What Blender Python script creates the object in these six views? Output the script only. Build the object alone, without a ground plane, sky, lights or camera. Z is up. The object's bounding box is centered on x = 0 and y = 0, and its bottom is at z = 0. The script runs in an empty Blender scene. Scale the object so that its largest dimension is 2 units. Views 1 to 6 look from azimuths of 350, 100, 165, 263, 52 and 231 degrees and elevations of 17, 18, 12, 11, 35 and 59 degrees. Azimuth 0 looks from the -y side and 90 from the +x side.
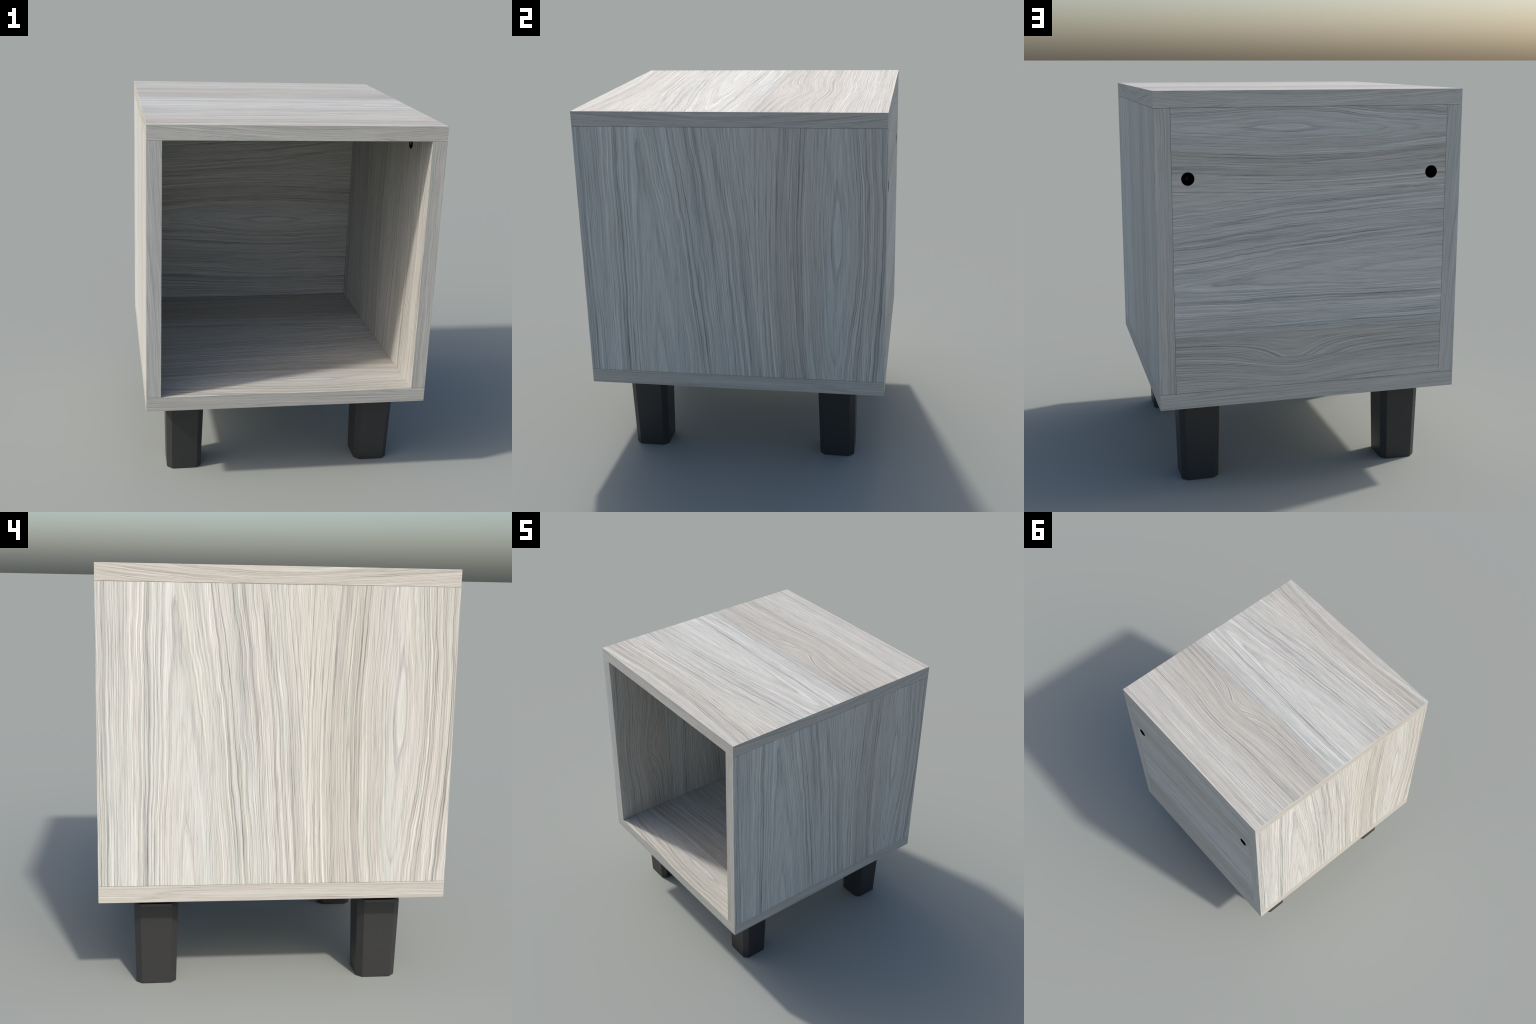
"""Small open-fronted bedside cube in pale grey wood laminate on four dark tapered legs.
Metres, z up, front of the cabinet faces -y."""
import bpy, bmesh, math
from mathutils import Vector

# ------------------------------------------------------------------ sizes
HALF_W, HALF_D = 0.7722, 0.821          # outer half width (x) and half depth (y)
Z_BOTTOM, Z_TOP = 0.455, 2.000          # carcass underside and top
X_IN = 0.6935                           # inner faces of the sides
Z_IN0, Z_IN1 = 0.534, 1.9215            # floor and underside of the top
Y_BACK_IN = 0.742                       # inner face of the back
EASE = 0.0012                           # eased (rounded) board edges
GAP = 0.0011                            # hairline joint between boards

# ------------------------------------------------------------------ node helpers
class Nodes:
    """Thin wrapper so that node maths reads like formulas."""
    def __init__(self, tree):
        self.t = tree

    def new(self, kind, **props):
        n = self.t.nodes.new(kind)
        for k, v in props.items():
            setattr(n, k, v)
        return n

    def put(self, socket, value):
        if isinstance(value, bpy.types.NodeSocket):
            self.t.links.new(value, socket)
        else:
            socket.default_value = value

    def math(self, op, a, b=0.0, c=0.0, clamp=False):
        n = self.new('ShaderNodeMath', operation=op, use_clamp=clamp)
        for s, v in zip(n.inputs, (a, b, c)):
            self.put(s, v)
        return n.outputs[0]

    def add(self, a, b): return self.math('ADD', a, b)
    def sub(self, a, b): return self.math('SUBTRACT', a, b)
    def mul(self, a, b): return self.math('MULTIPLY', a, b)

    def vec(self, x, y, z=0.0):
        n = self.new('ShaderNodeCombineXYZ')
        for s, v in zip(n.inputs, (x, y, z)):
            self.put(s, v)
        return n.outputs[0]

    def noise(self, vector, scale=1.0, detail=2.0, rough=0.5, distortion=0.0):
        n = self.new('ShaderNodeTexNoise', noise_dimensions='3D')
        self.put(n.inputs['Vector'], vector)
        n.inputs['Scale'].default_value = scale
        n.inputs['Detail'].default_value = detail
        n.inputs['Roughness'].default_value = rough
        n.inputs['Distortion'].default_value = distortion
        return n.outputs[0]

    def remap(self, x, lo, hi, a=0.0, b=1.0, smooth=True):
        n = self.new('ShaderNodeMapRange', interpolation_type='SMOOTHSTEP' if smooth else 'LINEAR')
        for s, v in zip(n.inputs, (x, lo, hi, a, b)):
            self.put(s, v)
        return n.outputs[0]

    def mix(self, f, a, b):
        n = self.new('ShaderNodeMix', data_type='FLOAT')
        self.put(n.inputs[0], f); self.put(n.inputs[2], a); self.put(n.inputs[3], b)
        return n.outputs[0]

    def mixc(self, f, a, b, blend='MIX'):
        n = self.new('ShaderNodeMix', data_type='RGBA', blend_type=blend)
        self.put(n.inputs[0], f)
        for s, v in ((n.inputs[6], a), (n.inputs[7], b)):
            self.put(s, v if isinstance(v, bpy.types.NodeSocket) else (*v, 1.0))
        return n.outputs[2]


# laminate print, linear colours
WOOD = (0.526, 0.519, 0.491)

# tone of the sheet across the grain: (s, brightness, warmth 0 cool .. 1 beige).
# s = 0 is the seam between a beige plank (s < 0) and a pale one (s > 0).
BEIGE_PLANK = [(-.85, .92, .85), (-.66, .94, .90), (-.56, .99, .60), (-.47, 1.02, .45), (-.38, .93, .90),
               (-.20, .89, 1.05), (-.09, .86, 1.15), (-.02, .79, 1.10)]
PALE_PLANK = [(.00, .97, .25), (.10, 1.02, .20), (.19, 1.05, .35), (.28, 1.08, .25), (.36, 1.03, .40),
              (.43, .97, .45), (.49, .91, .25), (.56, 1.03, .60), (.64, .98, .50), (.72, .97, .75), (.80, .91, 1.05),
              (.91, .88, 1.10), (.96, .99, .40), (1.02, 1.03, .35), (1.08, 1.00, .70), (1.18, .92, .85), (1.30, .94, .80)]
HEART, HEART_B = .285, 1.015          # heart lines of the pale plank (cathedral figures)
EYE_U, EYE_P = .09, .125               # swirl in the beige plank: place along the grain, half height


def wood_sheet_group():
    """Printed sheet, U along the grain and S across it (metres).  Two planks meet at S = 0.
    Growth rings are contours: cones around the two heart lines of the pale plank, and
    lines bent around an oval eye in the beige plank."""
    g = bpy.data.node_groups.new('laminate_sheet', 'ShaderNodeTree')
    for name, default in (('U', 0), ('S', 0), ('Crisp', 1.0), ('Tone', 1.0), ('Warm', 0.0)):
        g.interface.new_socket(name, in_out='INPUT', socket_type='NodeSocketFloat').default_value = default
    g.interface.new_socket('Color', in_out='OUTPUT', socket_type='NodeSocketColor')
    g.interface.new_socket('Height', in_out='OUTPUT', socket_type='NodeSocketFloat')
    n = Nodes(g)
    i = n.new('NodeGroupInput').outputs
    o = n.new('NodeGroupOutput').inputs
    U, S, crisp = i['U'], i['S'], i['Crisp']

    # fibres wander: slow drift, gentle waves, small wobble
    w1 = n.sub(n.noise(n.vec(n.mul(U, .9), n.mul(S, 2.0), 1.7), detail=1), .5)
    w2 = n.sub(n.noise(n.vec(n.mul(U, 4.0), n.mul(S, 7.0), 3.3), detail=2), .5)
    w3 = n.sub(n.noise(n.vec(n.mul(U, 22.0), n.mul(S, 30.0), 9.1), detail=1), .5)
    w4 = n.sub(n.noise(n.vec(n.mul(U, 60.0), n.mul(S, 70.0), 14.1), detail=1), .5)
    warp = n.add(n.add(n.mul(w1, .045), n.mul(w2, .0068)), n.add(n.mul(w3, .0022), n.mul(w4, .0012)))

    def bell(x, width):
        q = n.math('DIVIDE', x, width)
        return n.math('EXPONENT', n.mul(n.mul(q, q), -1.0))

    # pale plank: pointed arches around each heart line; d shrinks away from the arch tips
    def arches(h, lean, d):
        ds = n.add(n.sub(S, n.add(n.mul(U, lean), h)), warp)
        d = n.math('MAXIMUM', n.add(d, n.mul(w2, .040)), .0)
        e = 1.35
        r = n.math('POWER', n.add(n.math('POWER', n.math('ABSOLUTE', ds), e), n.math('POWER', d, e)), 1 / e)
        return ds, r, n.mul(r, n.math('SIGN', ds))
    ds_a, in_a, r_a = arches(HEART, -.050, n.add(n.mul(U, .075), .047))
    ds_b, in_b, r_b = arches(HEART_B, .010, n.mul(n.math('ABSOLUTE', n.sub(U, .15)), .10))
    r_a = n.add(r_a, HEART)
    r_b = n.add(r_b, HEART_B)
    pick = n.math('GREATER_THAN', n.sub(S, n.mul(w1, .06)), .70)
    ring_pale = n.mix(pick, r_a, r_b)
    nested = n.add(n.mix(pick, in_a, in_b), n.mul(pick, 2.0))
    calm = n.add(bell(ds_a, .055), bell(ds_b, .050))       # soft, nearly plain wood at the hearts

    # beige plank: lines pushed away by the eye
    p = n.add(n.mul(S, -1.0), n.mul(warp, .8))
    skew = n.add(n.sub(U, EYE_U), n.mul(w1, .10))
    gauss = n.add(bell(skew, .23), n.mul(bell(n.sub(skew, .12), .42), .35))
    gauss = n.math('MINIMUM', n.mul(gauss, .56), .90)
    rise = n.math('MINIMUM', n.math('DIVIDE', p, EYE_P), 1.0)
    fall = n.math('EXPONENT', n.mul(n.math('MAXIMUM', n.sub(p, EYE_P), 0.0), -5.0))
    q = n.sub(p, n.mul(n.mul(gauss, EYE_P), n.mul(rise, fall)))
    ring_beige = n.mul(q, -1.0)
    eye_calm = n.mul(n.mul(bell(n.sub(U, EYE_U), .16), bell(n.sub(p, .065), .05)), .8)

    seam_wobble = n.mul(w1, .012)
    is_pale = n.remap(n.add(S, seam_wobble), -.0035, .0035)
    ring = n.mix(is_pale, n.add(ring_beige, -3.0), ring_pale)
    calm = n.math('MINIMUM', n.mix(is_pale, eye_calm, calm), 1.0)
    lively = n.sub(1.0, n.mul(calm, .80))

    # streaks of several widths follow the rings; pores are short dashes along the fibres
    broad = n.noise(n.vec(n.mul(U, .35), n.mul(ring, 17.0), .6), detail=1)
    mid = n.noise(n.vec(n.mul(U, .45), n.mul(ring, 70.0), 2.6), detail=2, rough=.60)
    fine = n.noise(n.vec(n.mul(U, .9), n.mul(ring, 205.0), 4.6), detail=2, rough=.6)
    fibre = n.add(S, n.mul(warp, .9))
    pores = n.noise(n.vec(n.mul(U, 6.5), n.mul(fibre, 300.0), 6.6), detail=2, rough=.6)
    patch = n.noise(n.vec(n.mul(U, 5.0), n.mul(fibre, 30.0), 8.6), detail=3, rough=.6)
    where = n.remap(n.noise(n.vec(n.mul(U, 1.2), n.mul(ring, 9.0), 5.1), detail=1), .35, .65, .55, 1.25)

    # thin dark growth lines with the lit flank of embossed relief painted into the colour
    def thread(offset, width):
        line = n.noise(n.vec(n.mul(U, .55), n.mul(n.add(ring, offset), 70.0), 22.6), detail=1, rough=.45)
        return n.remap(n.math('ABSOLUTE', n.sub(line, .5)), width, .0)
    patchy = n.mul(n.remap(patch, .38, .60, .35, 1.0), lively)
    thread_dark = n.mul(thread(.0, .038), patchy)
    thread_painted_lit = n.mul(thread(.0026, .055), patchy)

    # a few distinct dark growth lines
    crease = n.noise(n.vec(n.mul(U, .45), n.mul(ring, 27.0), 12.6), detail=0)
    crease = n.mul(n.remap(n.math('ABSOLUTE', n.sub(crease, .5)), .035, .0), n.remap(patch, .35, .6, .4, 1.0))

    def signed(x, gain):
        return n.mul(n.sub(x, .5), gain)
    dark_mid = n.remap(mid, .49, .36)
    light_mid = n.remap(mid, .52, .64)
    dark_fine = n.remap(fine, .48, .39)
    light_fine = n.remap(fine, .53, .60)
    dash = n.remap(pores, .47, .34)
    lines = n.mul(n.mul(n.add(n.add(n.mul(dark_mid, -.115), n.mul(light_mid, .085)),
                              n.add(n.mul(dark_fine, -.20), n.mul(light_fine, .16))), n.mul(lively, where)), crisp)
    lines = n.add(lines, n.mul(n.add(n.mul(thread_dark, -.21), n.mul(thread_painted_lit, .12)), crisp))
    lines = n.add(lines, n.mul(crease, n.mul(n.add(.55, n.mul(lively, .45)), -.20)))
    lines = n.add(lines, n.mul(n.add(n.mul(dash, -.13), signed(pores, .34)), crisp))
    lines = n.add(lines, n.add(signed(broad, .21), signed(patch, .15)))

    # nested arches at the heart lines: soft, with ragged borders
    ragged = n.add(nested, n.mul(n.sub(pores, .5), .012))
    arc = n.noise(n.vec(n.mul(U, .5), n.mul(ragged, 58.0), 31.0), detail=1)
    arc = n.add(n.mul(n.remap(arc, .50, .42), -.14), n.mul(n.remap(arc, .52, .62), .06))
    lines = n.add(lines, n.mul(n.mul(arc, is_pale), calm))
    lines = n.mul(lines, n.mix(is_pale, .86, 1.0))

    # tone of the sheet
    def ramp(stops, column):
        lo, hi = stops[0][0], stops[-1][0]
        r = n.new('ShaderNodeValToRGB')
        r.color_ramp.interpolation = 'B_SPLINE'
        e = r.color_ramp.elements
        while len(e) < len(stops):
            e.new(.5)
        for el, st in zip(e, stops):
            el.position = (st[0] - lo) / (hi - lo)
            v = st[column] * (.5 if column == 1 else 1.0)
            el.color = (v, v, v, 1)
        n.put(r.inputs[0], n.remap(n.add(S, n.mul(warp, 1.0)), lo, hi, smooth=False))
        bw = n.new('ShaderNodeSeparateColor')
        g.links.new(r.outputs[0], bw.inputs[0])
        return n.mul(bw.outputs[0], 2.0 if column == 1 else 1.0)
    bright = n.mix(is_pale, ramp(BEIGE_PLANK, 1), ramp(PALE_PLANK, 1))
    warm = n.mix(is_pale, ramp(BEIGE_PLANK, 2), ramp(PALE_PLANK, 2))
    hue = n.noise(n.vec(n.mul(U, .8), n.mul(ring, 24.0), 15.0), detail=1)
    hue2 = n.noise(n.vec(n.mul(U, 1.1), n.mul(ring, 33.0), 19.0), detail=1)
    warm = n.add(n.add(warm, i['Warm']), signed(hue, 1.25))

    tint = n.mixc(n.remap(warm, -.1, 1.1, smooth=False), (.966, .996, 1.012), (1.046, .996, .940))
    tint = n.mixc(n.mul(n.remap(hue2, .5, .70), .95), tint, n.mixc(.5, tint, (1.03, .983, .985)))
    tint = n.mixc(n.mul(n.remap(hue2, .5, .30), .95), tint, n.mixc(.5, tint, (.99, 1.02, .955)))
    c = n.mixc(1.0, tint, WOOD, blend='MULTIPLY')
    k = n.mul(n.mul(bright, i['Tone']), n.add(1.0, lines))
    grey = n.new('ShaderNodeCombineColor')
    for s in grey.inputs:
        n.put(s, k)
    c = n.mixc(1.0, c, grey.outputs[0], blend='MULTIPLY')
    n.put(o['Color'], c)

    h = n.add(n.mul(n.sub(light_fine, dark_fine), .25), n.mul(n.sub(light_mid, dark_mid), .25))
    h = n.add(n.mul(h, lively), n.add(n.mul(thread_dark, -.6), signed(pores, 1.0)))
    n.put(o['Height'], h)
    return g


SHEET = wood_sheet_group()


def laminate(name, u, s, seam, scale=1.0, u_shift=0.0, turn=0.0, bump=0.45, crisp=1.0, tone=1.0, warm=0.0):
    """One laminated face.  u, s: signed axes such as '+X' or '-Y'; seam: coordinate along the
    s axis at which the sheet's seam falls; turn: small rotation of the print, degrees."""
    m = bpy.data.materials.new(name)
    m.use_nodes = True
    t = m.node_tree
    t.nodes.clear()
    n = Nodes(t)
    sep = n.new('ShaderNodeSeparateXYZ')
    t.links.new(n.new('ShaderNodeTexCoord').outputs['Object'], sep.inputs[0])

    def axis(spec, origin):
        sign = 1 if spec[0] == '+' else -1
        return n.mul(n.sub(sep.outputs['XYZ'.index(spec[1])], origin), sign / scale)
    U, S = axis(u, u_shift), axis(s, seam)
    if turn:
        a = math.radians(turn)
        U, S = (n.add(n.mul(U, math.cos(a)), n.mul(S, -math.sin(a))),
                n.add(n.mul(U, math.sin(a)), n.mul(S, math.cos(a))))
    g = n.new('ShaderNodeGroup', node_tree=SHEET)
    n.put(g.inputs['U'], U)
    n.put(g.inputs['S'], S)
    g.inputs['Crisp'].default_value = crisp
    g.inputs['Tone'].default_value = tone
    g.inputs['Warm'].default_value = warm
    b = n.new('ShaderNodeBsdfPrincipled')
    n.put(b.inputs['Base Color'], g.outputs['Color'])
    b.inputs['Roughness'].default_value = 0.62
    b.inputs['Specular IOR Level'].default_value = 0.30
    bp = n.new('ShaderNodeBump')
    bp.inputs['Strength'].default_value = bump
    bp.inputs['Distance'].default_value = 0.006
    n.put(bp.inputs['Height'], g.outputs['Height'])
    t.links.new(bp.outputs[0], b.inputs['Normal'])
    out = n.new('ShaderNodeOutputMaterial')
    t.links.new(b.outputs[0], out.inputs[0])
    return m


wood_top = laminate('laminate_top', '+X', '-Y', .145)
wood_floor = laminate('laminate_floor', '+X', '-Y', .36)
wood_back = laminate('laminate_back', '+X', '+Z', .81)
wood_inner_back = laminate('laminate_inner_back', '+X', '-Z', 2.10)
# both outer sides carry the same print, read left to right from outside, enlarged
wood_side_right = laminate('laminate_side', '+Z', '+Y', -HALF_D - .012, scale=1.38, u_shift=1.15)
wood_side_left = laminate('laminate_side', '+Z', '-Y', HALF_D + .012, scale=1.38, u_shift=1.15)
wood_inner_left = laminate('laminate_inner_left', '+Z', '+Y', -.40, u_shift=1.0)
wood_inner_right = laminate('laminate_inner_right', '+Z', '-Y', .85, u_shift=1.2)
edge_x = laminate('edge_band_width', '+X', '+Z', 1.55, scale=.55, turn=.8, bump=.15, crisp=.7, tone=.95)
edge_y = laminate('edge_band_depth', '+Y', '+Z', 1.49, scale=.55, turn=-.4, bump=.15, crisp=.75, tone=.94, warm=.15)
edge_z = laminate('edge_band_height', '+Z', '+X', -1.15, scale=.8, turn=-1.5, bump=.15, crisp=.7, tone=.95)

def plain(name, color, rough, spec=0.5):
    m = bpy.data.materials.new(name)
    m.use_nodes = True
    t = m.node_tree
    b = t.nodes['Principled BSDF']
    n = Nodes(t)
    co = n.new('ShaderNodeTexCoord').outputs['Object']
    f = n.noise(co, scale=40.0, detail=3)
    c = n.mixc(f, tuple(x * .92 for x in color), tuple(x * 1.08 for x in color))
    n.put(b.inputs['Base Color'], c)
    b.inputs['Roughness'].default_value = rough
    b.inputs['Specular IOR Level'].default_value = spec
    return m


leg_paint = plain('dark_leg_paint', (0.027, 0.027, 0.027), 0.45, 0.5)
neck_black = plain('black_neck', (0.004, 0.004, 0.004), 0.7, 0.1)
cap_black = plain('black_cap', (0.0008, 0.0008, 0.0008), 0.9, 0.0)
cap_face = plain('grey_cap_face', (0.16, 0.155, 0.145), 0.5, 0.4)
cap_core = plain('grey_cap_core', (0.032, 0.034, 0.037), 0.5, 0.4)

# ------------------------------------------------------------------ geometry helpers
def link(name, bm, mats, parent, location=(0, 0, 0)):
    me = bpy.data.meshes.new(name)
    bm.normal_update()
    bm.to_mesh(me)
    bm.free()
    for m in mats:
        me.materials.append(m)
    ob = bpy.data.objects.new(name, me)
    ob.location = location
    bpy.context.collection.objects.link(ob)
    ob.parent = parent
    return ob


def board(name, lo, hi, face_mats, parent):
    """Rectangular board with eased edges.  face_mats: (-x, +x, -y, +y, -z, +z)."""
    bm = bmesh.new()
    bmesh.ops.create_cube(bm, size=1.0)
    lo, hi = Vector(lo), Vector(hi)
    for v in bm.verts:
        v.co = Vector(((lo[k] + hi[k]) / 2 + v.co[k] * (hi[k] - lo[k])) for k in range(3))
    bmesh.ops.bevel(bm, geom=bm.edges[:], offset=EASE, segments=2, profile=.5, affect='EDGES')
    bm.normal_update()
    mats = []
    for f in bm.faces:
        k = max(range(3), key=lambda a: abs(f.normal[a]))
        m = face_mats[2 * k + (1 if f.normal[k] > 0 else 0)]
        if m not in mats:
            mats.append(m)
        f.material_index = mats.index(m)
    return link(name, bm, mats, parent)


def octagon(half, cut):
    h, c = half, half - cut
    return [(h, -c), (h, c), (c, h), (-c, h), (-h, c), (-h, -c), (-c, -h), (c, -h)]


def loft(bm, rings):
    """Close a stack of equal-length rings [(z, half, cut), ...] into a solid."""
    loops = [[bm.verts.new((x, y, z)) for x, y in octagon(h, c)] for z, h, c in rings]
    for a, b in zip(loops, loops[1:]):
        for k in range(8):
            j = (k + 1) % 8
            bm.faces.new((a[k], a[j], b[j], b[k]))
    bm.faces.new(loops[0][::-1])
    bm.faces.new(loops[-1])


# ------------------------------------------------------------------ the cabinet
cabinet = bpy.data.objects.new('bedside_cabinet', None)
bpy.context.collection.objects.link(cabinet)
cabinet['label'] = 'open cube nightstand in pale grey wood grain on four black legs'
cabinet['category'] = 'bedside table'

board('top_panel', (-HALF_W, -HALF_D, Z_IN1), (HALF_W, HALF_D, Z_TOP),
      (edge_y, edge_y, edge_x, edge_x, wood_floor, wood_top), cabinet)
board('bottom_panel', (-HALF_W, -HALF_D, Z_BOTTOM), (HALF_W, HALF_D, Z_IN0),
      (edge_y, edge_y, edge_x, edge_x, wood_floor, wood_floor), cabinet)
z0, z1 = Z_IN0 + GAP, Z_IN1 - GAP
left = board('side_panel', (-HALF_W, -HALF_D, z0), (-X_IN, HALF_D, z1),
             (wood_side_left, wood_inner_left, edge_z, edge_z, edge_y, edge_y), cabinet)
right = board('side_panel', (X_IN, -HALF_D, z0), (HALF_W, HALF_D, z1),
              (wood_inner_right, wood_side_right, edge_z, edge_z, edge_y, edge_y), cabinet)
back = board('back_panel', (-X_IN + GAP, Y_BACK_IN, z0), (X_IN - GAP, HALF_D, z1),
             (edge_z, edge_z, wood_inner_back, wood_back, edge_x, edge_x), cabinet)

# ------------------------------------------------------------------ legs
LEG_X, LEG_Y = 0.548, (-0.539, 0.553)
BODY_TOP = 0.392
bm = bmesh.new()
loft(bm, [(0.0, .0955, .0270), (0.002, .0964, .0278), (BODY_TOP, .1056, .0300), (BODY_TOP + .012, .1030, .0295)])
leg_mesh = None
bm_neck = bmesh.new()
loft(bm_neck, [(BODY_TOP + .0115, .088, .028), (Z_BOTTOM - .0003, .088, .028)])
leg0 = link('leg', bm, [leg_paint], cabinet, (-LEG_X, LEG_Y[0], 0))
neck0 = link('leg_neck', bm_neck, [neck_black], leg0)
for x in (-LEG_X, LEG_X):
    for y in LEG_Y:
        if (x, y) == (-LEG_X, LEG_Y[0]):
            continue
        leg = leg0.copy()
        leg.location = (x, y, 0)
        bpy.context.collection.objects.link(leg)
        neck = neck0.copy()
        bpy.context.collection.objects.link(neck)
        neck.parent = leg

# ------------------------------------------------------------------ connector caps
def turned(name, profile, mats, switch, parent, centre, normal, seg=48):
    """Lathe a (radius, height) profile about the given normal; faces from index `switch` on
    take the second material."""
    bm = bmesh.new()
    rings = []
    for r, h in profile:
        if r == 0:
            rings.append([bm.verts.new((0, 0, h))])
        else:
            rings.append([bm.verts.new((r * math.cos(2 * math.pi * k / seg),
                                        r * math.sin(2 * math.pi * k / seg), h)) for k in range(seg)])
    for step, (a, b) in enumerate(zip(rings, rings[1:])):
        for k in range(seg):
            j = (k + 1) % seg
            if len(a) == 1:
                f = bm.faces.new((a[0], b[j], b[k]))
            elif len(b) == 1:
                f = bm.faces.new((a[k], a[j], b[0]))
            else:
                f = bm.faces.new((a[k], a[j], b[j], b[k]))
            f.material_index = 1 if step >= switch else 0
    bmesh.ops.recalc_face_normals(bm, faces=bm.faces[:])
    ob = link(name, bm, mats, parent, centre)
    ob.rotation_euler = Vector(normal).to_track_quat('Z', 'Y').to_euler()
    return ob


CAP_R = .0318


def bore(panel, centre, normal, depth):
    """Drill a blind hole into a panel."""
    drill = turned('drill', [(0, .01), (CAP_R, .01), (CAP_R, -depth), (0, -depth)], [], 9, None, centre, normal)
    mod = panel.modifiers.new('bore', 'BOOLEAN')
    mod.operation, mod.solver, mod.object = 'DIFFERENCE', 'EXACT', drill
    bpy.context.view_layer.update()
    cut = bpy.data.meshes.new_from_object(panel.evaluated_get(bpy.context.evaluated_depsgraph_get()))
    panel.modifiers.clear()
    old = panel.data
    panel.data = cut
    bpy.data.meshes.remove(old)
    bpy.data.objects.remove(drill)


# back: countersunk black cups with a deep narrow socket
for sx in (-1, 1):
    c = (sx * .6158, HALF_D, 1.590)
    bore(back, c, (0, 1, 0), .060)
    turned('connector_cap', [(0, -.059), (CAP_R - .0004, -.059), (CAP_R - .0004, .0004), (CAP_R - .0016, .0004),
                             (CAP_R - .0022, -.001), (.0120, -.0045), (.0105, -.042), (0, -.042)],
           [cap_black, cap_core], 6, back, c, (0, 1, 0))
# inside: flat black caps with a grey core, close under the top
for panel, sx in ((left, -1), (right, 1)):
    turned('connector_cap', [(0, 0), (CAP_R, 0), (CAP_R, .0007), (CAP_R * .97, .0011), (.0125, .0011),
                             (.0095, .0004), (0, .0002)],
           [cap_black, cap_face], 4, panel, (sx * X_IN, -.472, 1.848), (-sx, 0, 0))
